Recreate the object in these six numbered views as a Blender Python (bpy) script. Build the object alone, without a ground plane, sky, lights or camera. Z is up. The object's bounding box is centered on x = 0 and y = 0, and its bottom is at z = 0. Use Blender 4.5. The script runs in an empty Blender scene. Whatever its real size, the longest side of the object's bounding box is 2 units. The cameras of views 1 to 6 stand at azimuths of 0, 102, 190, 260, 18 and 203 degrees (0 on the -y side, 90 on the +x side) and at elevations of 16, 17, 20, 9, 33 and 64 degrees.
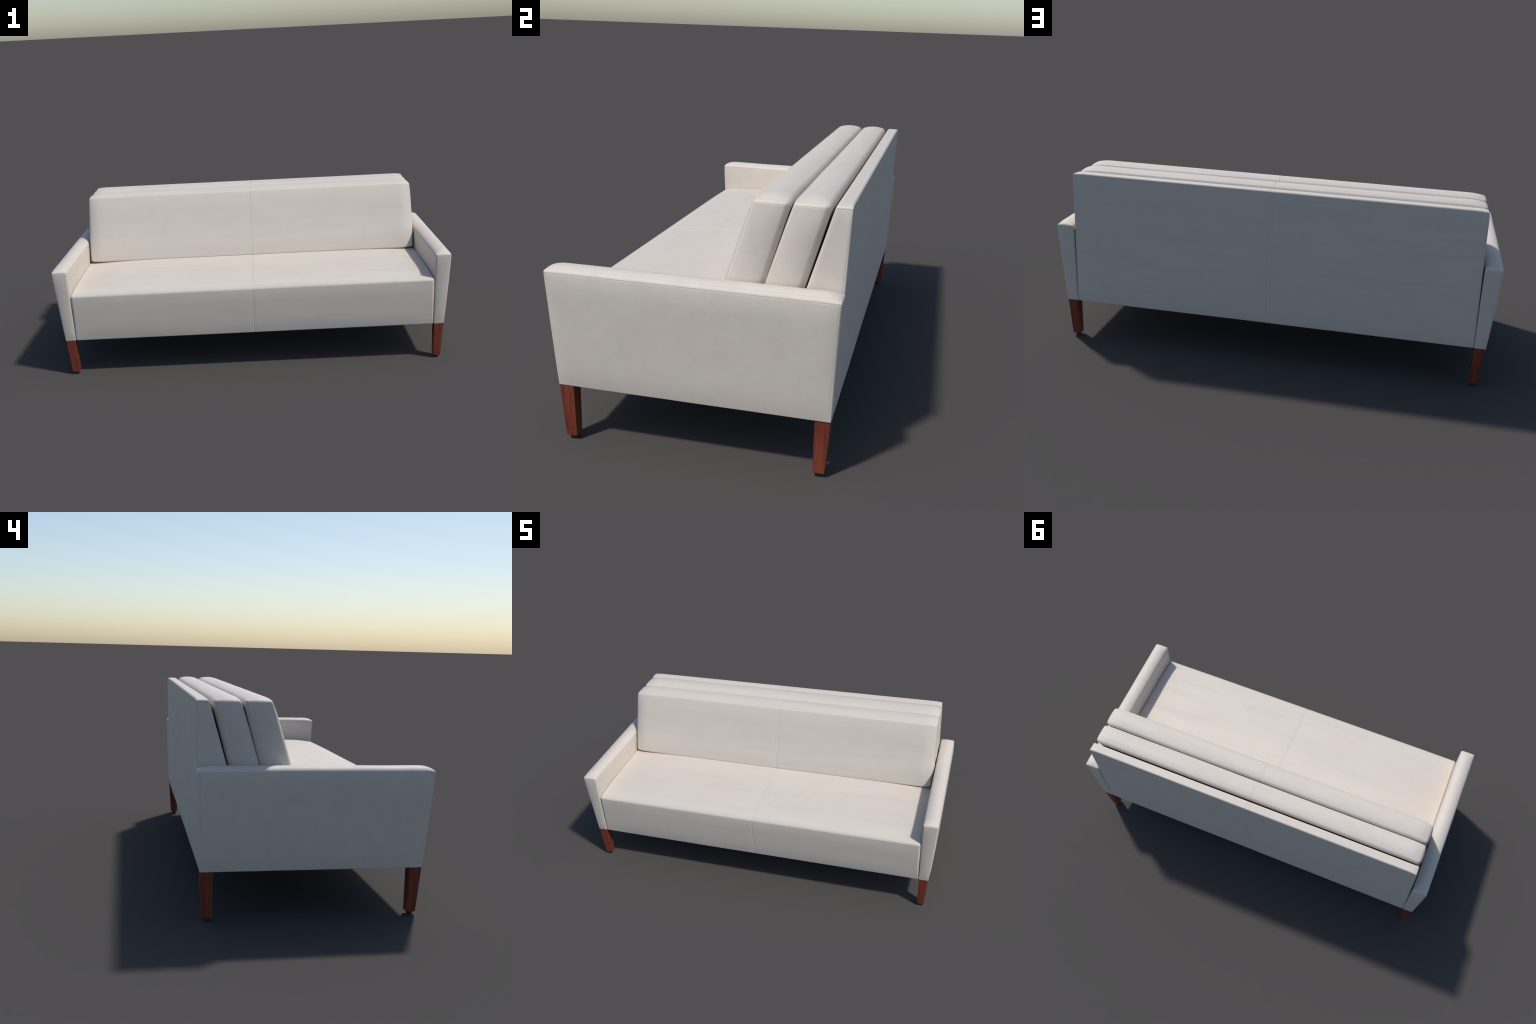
"""Three-seat upholstered sofa: off-white leather blocks with topstitched seams on tapered cherry-wood legs."""
import bpy, math
import numpy as np
from mathutils import noise, Vector

# ------------------------------------------------------------------ materials
def new_material(name):
    m = bpy.data.materials.new(name)
    m.use_nodes = True
    nt = m.node_tree
    nt.nodes.clear()
    out = nt.nodes.new("ShaderNodeOutputMaterial")
    bsdf = nt.nodes.new("ShaderNodeBsdfPrincipled")
    nt.links.new(bsdf.outputs[0], out.inputs[0])
    return m, nt, bsdf

def noise_node(nt, coord, scale_vec, scale, detail=3.0, rough=0.5, rot=(0, 0, 0)):
    mp = nt.nodes.new("ShaderNodeMapping")
    mp.inputs["Scale"].default_value = scale_vec
    mp.inputs["Rotation"].default_value = rot
    nt.links.new(coord, mp.inputs["Vector"])
    n = nt.nodes.new("ShaderNodeTexNoise")
    n.inputs["Scale"].default_value = scale
    n.inputs["Detail"].default_value = detail
    n.inputs["Roughness"].default_value = rough
    nt.links.new(mp.outputs[0], n.inputs["Vector"])
    return n.outputs["Fac"]

def ramp(nt, fac, stops):
    r = nt.nodes.new("ShaderNodeValToRGB")
    els = r.color_ramp.elements
    while len(els) < len(stops):
        els.new(0.5)
    for e, (p, c) in zip(els, stops):
        e.position = p
        e.color = (*c, 1.0)
    nt.links.new(fac, r.inputs[0])
    return r.outputs[0]

def mix_rgb(nt, a, b, fac, mode="MIX"):
    m = nt.nodes.new("ShaderNodeMix")
    m.data_type = "RGBA"
    m.blend_type = mode
    for sock, v in ((m.inputs[0], fac), (m.inputs[6], a), (m.inputs[7], b)):
        if hasattr(v, "is_linked"):
            nt.links.new(v, sock)
        elif isinstance(v, tuple):
            sock.default_value = (*v, 1.0)
        else:
            sock.default_value = v
    return m.outputs[2]

def math_node(nt, op, a, b):
    m = nt.nodes.new("ShaderNodeMath")
    m.operation = op
    for sock, v in zip(m.inputs, (a, b)):
        if hasattr(v, "is_linked"):
            nt.links.new(v, sock)
        else:
            sock.default_value = v
    return m.outputs[0]

def leather_material():
    m, nt, bsdf = new_material("off_white_leather")
    obj = nt.nodes.new("ShaderNodeTexCoord").outputs["Object"]
    # broad drift between a faintly pink and a faintly grey-green white
    drift = noise_node(nt, obj, (1.0, 1.6, 2.2), 3.2, 2.0)
    base = ramp(nt, drift, [(0.36, (0.650, 0.577, 0.510)), (0.64, (0.642, 0.585, 0.512))])
    # soft brushed clouds, drawn out along the width and along the height
    cloud_w = noise_node(nt, obj, (0.9, 8.0, 8.0), 2.6, 5.0, 0.60)
    cloud_h = noise_node(nt, obj, (5.0, 5.0, 2.4), 3.4, 4.0, 0.60)
    half = math_node(nt, "ADD", math_node(nt, "MULTIPLY", cloud_w, 0.68), math_node(nt, "MULTIPLY", cloud_h, 0.32))
    tone = ramp(nt, half, [(0.37, (0.953, 0.958, 0.964)), (0.54, (1, 1, 1)), (0.66, (1.0, 0.996, 0.992))])
    col = mix_rgb(nt, base, tone, 1.0, "MULTIPLY")
    # fine pebble speckle
    speck = noise_node(nt, obj, (1, 1, 1), 160.0, 2.0)
    grain = ramp(nt, speck, [(0.3, (0.98, 0.98, 0.98)), (0.7, (1.0, 1.0, 1.0))])
    col = mix_rgb(nt, col, grain, 1.0, "MULTIPLY")
    nt.links.new(col, bsdf.inputs["Base Color"])
    rough = ramp(nt, half, [(0.35, (0.62, 0.62, 0.62)), (0.65, (0.52, 0.52, 0.52))])
    nt.links.new(rough, bsdf.inputs["Roughness"])
    bsdf.inputs["Specular IOR Level"].default_value = 0.3
    height = math_node(nt, "ADD", math_node(nt, "MULTIPLY", speck, 0.18), half)
    bump = nt.nodes.new("ShaderNodeBump")
    bump.inputs["Strength"].default_value = 0.10
    bump.inputs["Distance"].default_value = 0.004
    nt.links.new(height, bump.inputs["Height"])
    nt.links.new(bump.outputs[0], bsdf.inputs["Normal"])
    return m

def thread_material():
    m, nt, bsdf = new_material("seam_thread")
    obj = nt.nodes.new("ShaderNodeTexCoord").outputs["Object"]
    n = noise_node(nt, obj, (1, 1, 1), 90.0, 1.0)
    nt.links.new(ramp(nt, n, [(0.3, (0.47, 0.425, 0.375)), (0.7, (0.54, 0.49, 0.43))]), bsdf.inputs["Base Color"])
    bsdf.inputs["Roughness"].default_value = 0.7
    return m

def wood_material():
    m, nt, bsdf = new_material("cherry_wood")
    obj = nt.nodes.new("ShaderNodeTexCoord").outputs["Object"]
    info = nt.nodes.new("ShaderNodeObjectInfo")
    shift = nt.nodes.new("ShaderNodeVectorMath")
    shift.operation = "ADD"
    nt.links.new(obj, shift.inputs[0])
    nt.links.new(math_node(nt, "MULTIPLY", info.outputs["Random"], 7.0), shift.inputs[1])
    v = shift.outputs[0]
    broad = noise_node(nt, v, (65, 65, 3.0), 1.0, 3.0, 0.55)
    fine = noise_node(nt, v, (380, 380, 9.0), 1.0, 3.0, 0.6)
    col = ramp(nt, broad, [(0.30, (0.135, 0.029, 0.016)), (0.5, (0.195, 0.042, 0.022)), (0.70, (0.235, 0.060, 0.027))])
    pores = ramp(nt, fine, [(0.32, (0.50, 0.46, 0.44)), (0.50, (1, 1, 1))])
    col = mix_rgb(nt, col, pores, 0.75, "MULTIPLY")
    nt.links.new(col, bsdf.inputs["Base Color"])
    bsdf.inputs["Roughness"].default_value = 0.5
    bsdf.inputs["Specular IOR Level"].default_value = 0.35
    bump = nt.nodes.new("ShaderNodeBump")
    bump.inputs["Strength"].default_value = 0.12
    bump.inputs["Distance"].default_value = 0.002
    nt.links.new(fine, bump.inputs["Height"])
    nt.links.new(bump.outputs[0], bsdf.inputs["Normal"])
    return m

def rubber_material():
    m, nt, bsdf = new_material("black_glide")
    obj = nt.nodes.new("ShaderNodeTexCoord").outputs["Object"]
    n = noise_node(nt, obj, (1, 1, 1), 120.0, 2.0)
    nt.links.new(ramp(nt, n, [(0.3, (0.012, 0.012, 0.012)), (0.7, (0.022, 0.021, 0.020))]), bsdf.inputs["Base Color"])
    bsdf.inputs["Roughness"].default_value = 0.55
    return m

LEATHER, THREAD, WOOD, RUBBER = leather_material(), thread_material(), wood_material(), rubber_material()

# ------------------------------------------------------------------ helpers
def mesh_object(name, verts, faces, mat, parent, smooth=True):
    me = bpy.data.meshes.new(name)
    me.from_pydata([tuple(map(float, v)) for v in verts], [], [tuple(map(int, f)) for f in faces])
    me.update()
    me.materials.append(mat)
    if smooth:
        me.shade_smooth()
    ob = bpy.data.objects.new(name, me)
    bpy.context.scene.collection.objects.link(ob)
    ob.parent = parent
    return ob

class UpholsteredBlock:
    """A padded six-sided block: slanted box -> rounded edges -> puffed faces -> seams.

    corner(a, b, c): maps signs (-1/+1) on the x, y, z axes to a box corner.
    radius: edge radius at the front (-y) and at the rear (+y).
    puff: bulge height per face, puff_run: distance from an edge over which it builds up.
    bow: share of the bulge that an edge itself keeps, per axis.
    sewn: edges with topstitching on both sides, as (axis, sign, axis, sign) of the two faces.
    stitch: topstitch distance from a sewn edge; rear_run: run of the bulge on the rear face.
    base_sharp: factor on the edge radius at the underside.
    """
    CENTRE_STITCH = 0.0082   # topstitch distance from the centre seam

    def __init__(self, corner, radius, puff, puff_run, bow=(0, 0, 0), centre_seam=0.0, centre_stitch=False,
                 wrinkle=0.0006, seed=0.0, dimple=0.0005, sewn=(), stitch=0.0075, rear_run=None, base_sharp=1.0):
        self.sewn, self.STITCH, self.rear_run, self.base = sewn, stitch, rear_run, base_sharp
        self.P = np.array([[[corner(a, b, c) for c in (-1, 1)] for b in (-1, 1)] for a in (-1, 1)], float)
        ext = [np.linalg.norm(self.P.take(1, ax).reshape(-1, 3) - self.P.take(0, ax).reshape(-1, 3), axis=1).mean()
               for ax in range(3)]
        self.h = np.array(ext) / 2
        self.r = radius
        self.puff, self.run, self.bow = puff, puff_run, bow
        self.seam, self.cstitch, self.wr, self.seed, self.dimple = centre_seam, centre_stitch, wrinkle, seed, dimple

    def lines(self, ax):
        h = self.h[ax]
        d = set()
        for r in set(self.r) | {min(self.r) * self.base, max(self.r) * self.base}:
            d |= {r * (1 - math.tan(math.radians(t))) for t in (0, 9, 18, 27, 36, 45)}
        s = self.STITCH
        d |= {s - 0.0016, s - 0.0008, s, s + 0.0008, s + 0.0016}
        d |= {0.0115, 0.015, 0.020, 0.026, 0.033, 0.042, 0.055, 0.072}
        d = sorted(x for x in d if x < h - 1e-5)
        inner = d[-1]
        n = max(2, int((2 * h - 2 * inner) / 0.028))
        xs = [-h + x for x in d] + list(np.linspace(-h + inner, h - inner, n + 1)[1:-1]) + [h - x for x in d]
        if ax == 0 and (self.seam or self.cstitch):
            c = self.CENTRE_STITCH
            half = [0.0006, 0.0012, 0.0018, 0.0026, 0.0036, 0.005, c - 0.0016, c - 0.0008, c, c + 0.0008, c + 0.0016, 0.013]
            xs = [x for x in xs if abs(x) > 0.018] + [0.0] + half + [-x for x in half]
        xs = sorted(xs)
        keep = [xs[0]]
        for x in xs[1:]:
            if x - keep[-1] > 2e-4:
                keep.append(x)
        keep[-1] = h
        return np.array(keep)

    def surface(self, p):
        """p: (n,3) points on the cube of half sizes h -> points on the finished cushion."""
        h = self.h
        face = np.argmax(np.abs(p) / h, axis=1)
        # rounded edges; the radius runs from the front value to the rear value
        t = np.clip((p[:, 1] / h[1] + 1) / 2, 0, 1)
        r = (self.r[0] * (1 - t) + self.r[1] * t)[:, None]
        rise = np.clip((p[:, 2:] / h[2] + 1) / 2, 0, 1)
        r = r * (self.base + (1 - self.base) * np.minimum(rise * 2, 1))
        q = np.clip(p, -(h - r), h - r)
        n = p - q
        ln = np.linalg.norm(n, axis=1, keepdims=True)
        n = n / np.maximum(ln, 1e-9)
        w = q + r * n
        # padding
        def build(ax, run=None):
            d = np.clip((h[ax] - np.abs(w[:, ax])) / (run or self.run[ax]), 0, 1)
            f = 1 - (1 - d) ** 2.2
            return self.bow[ax] + (1 - self.bow[ax]) * f
        g = [build(ax) for ax in range(3)]
        disp = np.zeros_like(w)
        for ax in range(3):
            o1, o2 = [i for i in range(3) if i != ax]
            cover = g[o1] * g[o2]
            for side in (0, 1):
                s = (-1, 1)[side]
                weight = np.clip((1 + s * w[:, ax] / h[ax]) / 2, 0, 1) ** 6
                here = cover
                if self.rear_run and ax == 1 and side == 1:
                    here = build(0, self.rear_run) * build(2, self.rear_run)
                disp[:, ax] += s * self.puff[ax][side] * weight * here
        # topstitch furrows along the edges and the sunken centre seam
        sink = np.zeros(len(w))
        for a1, s1, a2, s2 in self.sewn:
            for fa, fs, ea, es in ((a1, s1, a2, s2), (a2, s2, a1, s1)):
                on = (face == fa) & (np.sign(p[:, fa]) == fs)
                d = h[ea] - es * p[:, ea]
                sink += np.where(on, self.dimple * np.exp(-((d - self.STITCH) / 0.0011) ** 2), 0)
        if self.seam or self.cstitch:
            on = face != 0
            x = np.abs(p[:, 0])
            sink += np.where(on, self.seam * np.exp(-(x / 0.0021) ** 2), 0)
            sink += np.where(on, self.dimple * np.exp(-((x - self.CENTRE_STITCH) / 0.0011) ** 2), 0)
        disp -= n * sink[:, None]
        w = w + disp
        # into the slanted box
        u = (w / h + 1) / 2
        out = np.zeros_like(w)
        for i in (0, 1):
            for j in (0, 1):
                for k in (0, 1):
                    wt = (u[:, 0] if i else 1 - u[:, 0]) * (u[:, 1] if j else 1 - u[:, 1]) * (u[:, 2] if k else 1 - u[:, 2])
                    out += wt[:, None] * self.P[i, j, k]
        if self.wr:
            for idx in range(len(out)):
                x, y, z = out[idx]
                a = noise.noise(Vector((x * 3 + self.seed, y * 7, z * 7))) + 0.5 * noise.noise(Vector((x * 9, y * 15 + self.seed, z * 12)))
                out[idx] += n[idx] * a * self.wr
        return out

    def mesh(self):
        L = [self.lines(ax) for ax in range(3)]
        index, verts, faces = {}, [], []
        def vid(i, j, k):
            key = (i, j, k)
            if key not in index:
                index[key] = len(verts)
                verts.append((L[0][i], L[1][j], L[2][k]))
            return index[key]
        N = [len(x) - 1 for x in L]
        for ax in range(3):
            o1, o2 = [(1, 2), (2, 0), (0, 1)][ax]
            for side in (0, N[ax]):
                for i in range(N[o1]):
                    for j in range(N[o2]):
                        quad = []
                        for di, dj in ((0, 0), (1, 0), (1, 1), (0, 1)):
                            ijk = [0, 0, 0]
                            ijk[ax], ijk[o1], ijk[o2] = side, i + di, j + dj
                            quad.append(vid(*ijk))
                        faces.append(quad if side else quad[::-1])
        return self.surface(np.array(verts)), faces

    def stitch_line(self, ax, sign, run_ax, fixed_ax, fixed, pitch=0.0052, margin=0.012):
        """Stitches on face (ax, sign), running along run_ax, at a fixed coordinate on the third axis."""
        h = self.h
        n = int((2 * h[run_ax] - 2 * margin) / pitch)
        s = np.linspace(-h[run_ax] + margin, h[run_ax] - margin, n)
        p = np.zeros((n, 3))
        p[:, ax], p[:, run_ax], p[:, fixed_ax] = sign * h[ax], s, fixed
        e = 0.0008
        c = self.surface(p)
        t1, t2 = p.copy(), p.copy()
        t1[:, run_ax] += e
        t2[:, fixed_ax] += 0.004
        t3 = p.copy(); t3[:, fixed_ax] -= 0.004
        tan = self.surface(t1) - c
        across = self.surface(t2) - self.surface(t3)
        tan /= np.linalg.norm(tan, axis=1, keepdims=True)
        nor = np.cross(tan, across)
        nor /= np.linalg.norm(nor, axis=1, keepdims=True)
        outward = np.zeros(3)
        outward[ax] = sign
        flip = np.sign((nor * outward).sum(axis=1, keepdims=True))
        nor *= np.where(flip == 0, 1, flip)
        return c, tan, nor

def stitches(name, lines, parent, length=0.0034, width=0.0010, rise=0.0005):
    verts, faces = [], []
    for c, t, n in lines:
        b = np.cross(n, t)
        for ci, ti, ni, bi in zip(c, t, n, b):
            k = len(verts)
            for u, v, w in ((-1, -.5, -.4), (-1, .5, -.4), (1, .5, -.4), (1, -.5, -.4),
                            (-.7, -.35, 1), (-.7, .35, 1), (.7, .35, 1), (.7, -.35, 1)):
                verts.append(ci + ti * u * length / 2 + bi * v * width + ni * w * rise)
            faces += [(k, k + 1, k + 2, k + 3), (k + 7, k + 6, k + 5, k + 4)]
            faces += [(k + i, k + 4 + i, k + 4 + (i + 1) % 4, k + (i + 1) % 4) for i in range(4)]
    ob = mesh_object(name, verts, faces, THREAD, parent, smooth=False)
    ob["kind"] = "stuff"
    return ob

def lerp(a, b, t):
    return a + (b - a) * t

# ------------------------------------------------------------------ the sofa
sofa = bpy.data.objects.new("sofa", None)
sofa.empty_display_size = 0.2
sofa["label"] = "long off-white leather sofa with layered back and wooden legs"
sofa["category"] = "sofa"
bpy.context.scene.collection.objects.link(sofa)

BASE = 0.1898                                  # underside of the upholstery

# slanted lines of the side profile, y as a function of height z
def back_rear(z):      return lerp(0.428, 0.444, (z - 0.191) / 0.618)
def panel_front(z):    return lerp(0.328, 0.396, (z - 0.570) / 0.239)
def cushion_line(y_at_arm, y_at_top):
    return lambda z: lerp(y_at_arm, y_at_top, (z - 0.570) / 0.238)

def slab(zs, xs, front, rear):
    """Corner rule: zs, xs are (bottom, top) pairs; front and rear give y at a height."""
    def corner(a, b, c):
        k = (c + 1) // 2
        return (a * xs[k], (front if b < 0 else rear)(zs[k]), zs[k])
    return corner

def add_block(name, block, seams):
    v, f = block.mesh()
    ob = mesh_object(name, v, f, LEATHER, sofa)
    if seams:
        stitches("stitching", [block.stitch_line(*s) for s in seams], ob)
    return ob

def edge_seams(block):
    """A stitch row on each of the two faces that meet at a sewn edge."""
    rows = []
    for a1, s1, a2, s2 in block.sewn:
        run = 3 - a1 - a2
        rows.append((a1, s1, run, a2, s2 * (block.h[a2] - block.STITCH)))
        rows.append((a2, s2, run, a1, s1 * (block.h[a1] - block.STITCH)))
    return rows

def centre_rows(block, faces):
    c = block.CENTRE_STITCH
    return [(ax, sg, 3 - ax, 0, x) for ax, sg in faces for x in (-c, c)]

X, Y, Z = 0, 1, 2

# seat: one long padded box between the arms
seat = UpholsteredBlock(
    slab((BASE, 0.437), (0.9165, 0.9175), lambda z: lerp(-0.4185, -0.4375, (z - BASE) / 0.246), lambda z: panel_front(z) - 0.004),
    radius=(0.013, 0.005), puff=((0.001, 0.001), (0.0070, 0.0), (0.0, 0.0295)),
    puff_run=(0.40, 0.15, 0.10), bow=(0.54, 0.12, 0.2), centre_seam=0.0011, centre_stitch=True, seed=1.3, base_sharp=0.3)
seat_front = -seat.h[Y]
add_block("seat", seat,
          [(Z, 1, X, Y, seat_front + d) for d in (0.0075, 0.0165)] + centre_rows(seat, [(Z, 1), (Y, -1)]))

# rear panel of the back: wedge with an upright rear face
panel = UpholsteredBlock(
    slab((BASE, 0.810), (0.9182, 0.9050), panel_front, back_rear),
    radius=(0.006, 0.004), puff=((0.003, 0.003), (0.004, 0.0019), (0.0, 0.006)),
    puff_run=(0.05, 0.022, 0.06), bow=(0.1, 0.15, 0), centre_seam=0.0, centre_stitch=True, seed=4.1,
    sewn=[(Y, 1, Z, 1), (Y, 1, X, 1), (Y, 1, X, -1), (Z, 1, X, 1), (Z, 1, X, -1)])
add_block("back_panel", panel,
          edge_seams(panel)
          + centre_rows(panel, [(Z, 1), (Y, 1)]))

# two leaning back cushions in front of it
for bottom, front, rear, swell, seed in (
        (0.466, cushion_line(0.0925, 0.1640), cushion_line(0.1965, 0.2620), (0.017, 0.0095), 7.7),
        (0.466, cushion_line(0.2060, 0.2790), cushion_line(0.3110, 0.3760), (0.009, 0.0105), 12.9)):
    cushion = UpholsteredBlock(
        slab((bottom, 0.809), (0.9040, 0.9010), front, rear),
        radius=(0.009, 0.010), puff=((0.0115, 0.0115), swell, (0.010, 0.0170)),
        puff_run=(0.075, 0.050, 0.100), bow=(0, 0.35, 0.42), centre_seam=0.0010, centre_stitch=True, seed=seed, rear_run=0.026,
        sewn=[(Y, -1, Z, 1), (Y, -1, X, 1), (Y, -1, X, -1), (Z, 1, X, 1), (Z, 1, X, -1)])
    add_block("back_cushion", cushion,
              edge_seams(cushion)
              + centre_rows(cushion, [(Z, 1), (Y, -1)]))

# arms: slabs flaring outwards and forwards as they rise
def arm_corner(side):
    def corner(a, b, c):
        outer = a == side
        if c > 0:
            return (side * (0.9966 if outer else 0.920), 0.4415 if b > 0 else -0.4445, 0.566)
        return (side * (0.9705 if outer else 0.920), 0.4275 if b > 0 else -0.4210, BASE)
    return corner

for side in (1, -1):
    outer, inner = 0.0060, 0.003
    arm = UpholsteredBlock(
        arm_corner(side), radius=(0.007, 0.007),
        puff=((inner, outer) if side > 0 else (outer, inner), (0.004, 0.0025), (0.0, 0.0155)),
        puff_run=(0.034, 0.055, 0.08), bow=(0.12, 0.1, 0.0), seed=20.0 + side, base_sharp=0.4,
        sewn=[(Z, 1, X, 1), (Z, 1, X, -1), (Z, 1, Y, -1), (Z, 1, Y, 1), (X, side, Y, 1), (X, side, Y, -1)])
    add_block("armrest", arm,
              edge_seams(arm))

# ------------------------------------------------------------------ legs
def tapered_leg_mesh():
    """Square leg; two adjacent faces upright, the two outer ones (+x, +y) taper towards the floor."""
    sections = [(0.0108, 0.0345, 0.0020), (0.0125, 0.0360, 0.0012), (0.070, 0.0400, 0.0012), (0.130, 0.0435, 0.0012), (0.1935, 0.0475, 0.0012)]
    verts, faces = [], []
    for z, s, ch in sections:
        o = 0.0008 if z < 0.012 else 0.0
        lo, hi = o, s
        verts += [(lo + ch, lo, z), (hi - ch, lo, z), (hi, lo + ch, z), (hi, hi - ch, z),
                  (hi - ch, hi, z), (lo + ch, hi, z), (lo, hi - ch, z), (lo, lo + ch, z)]
    for i in range(len(sections) - 1):
        for k in range(8):
            a, b = i * 8 + k, i * 8 + (k + 1) % 8
            faces.append((a, b, b + 8, a + 8))
    top = (len(sections) - 1) * 8
    faces += [tuple(range(7, -1, -1)), tuple(range(top, top + 8))]
    return verts, faces

def glide_mesh(radius=0.0125, height=0.0112, n=24):
    prof = [(0.0, radius - 0.002), (0.0015, radius), (height, radius)]
    verts = [(r * math.cos(2 * math.pi * k / n), r * math.sin(2 * math.pi * k / n), z) for z, r in prof for k in range(n)]
    faces = [(i * n + k, i * n + (k + 1) % n, (i + 1) * n + (k + 1) % n, (i + 1) * n + k)
             for i in range(2) for k in range(n)]
    faces += [tuple(range(n - 1, -1, -1)), tuple(range(2 * n, 3 * n))]
    return verts, faces

leg_v, leg_f = tapered_leg_mesh()
first_leg = mesh_object("leg", leg_v, leg_f, WOOD, sofa, smooth=False)
gl_v, gl_f = glide_mesh()
first_glide = mesh_object("glide", gl_v, gl_f, RUBBER, first_leg, smooth=False)
first_glide.location = (0.018, 0.018, 0)
places = [((0.9205, 0.3800), 0), ((-0.9205, 0.3800), 90), ((-0.9215, -0.3735), 180), ((0.9215, -0.3735), 270)]
for i, ((x, y), turn) in enumerate(places):
    if i == 0:
        leg = first_leg
    else:
        leg = first_leg.copy()
        bpy.context.scene.collection.objects.link(leg)
        g = first_glide.copy()
        bpy.context.scene.collection.objects.link(g)
        g.parent = leg
    leg.location = (x, y, 0)
    leg.rotation_euler = (0, 0, math.radians(turn))
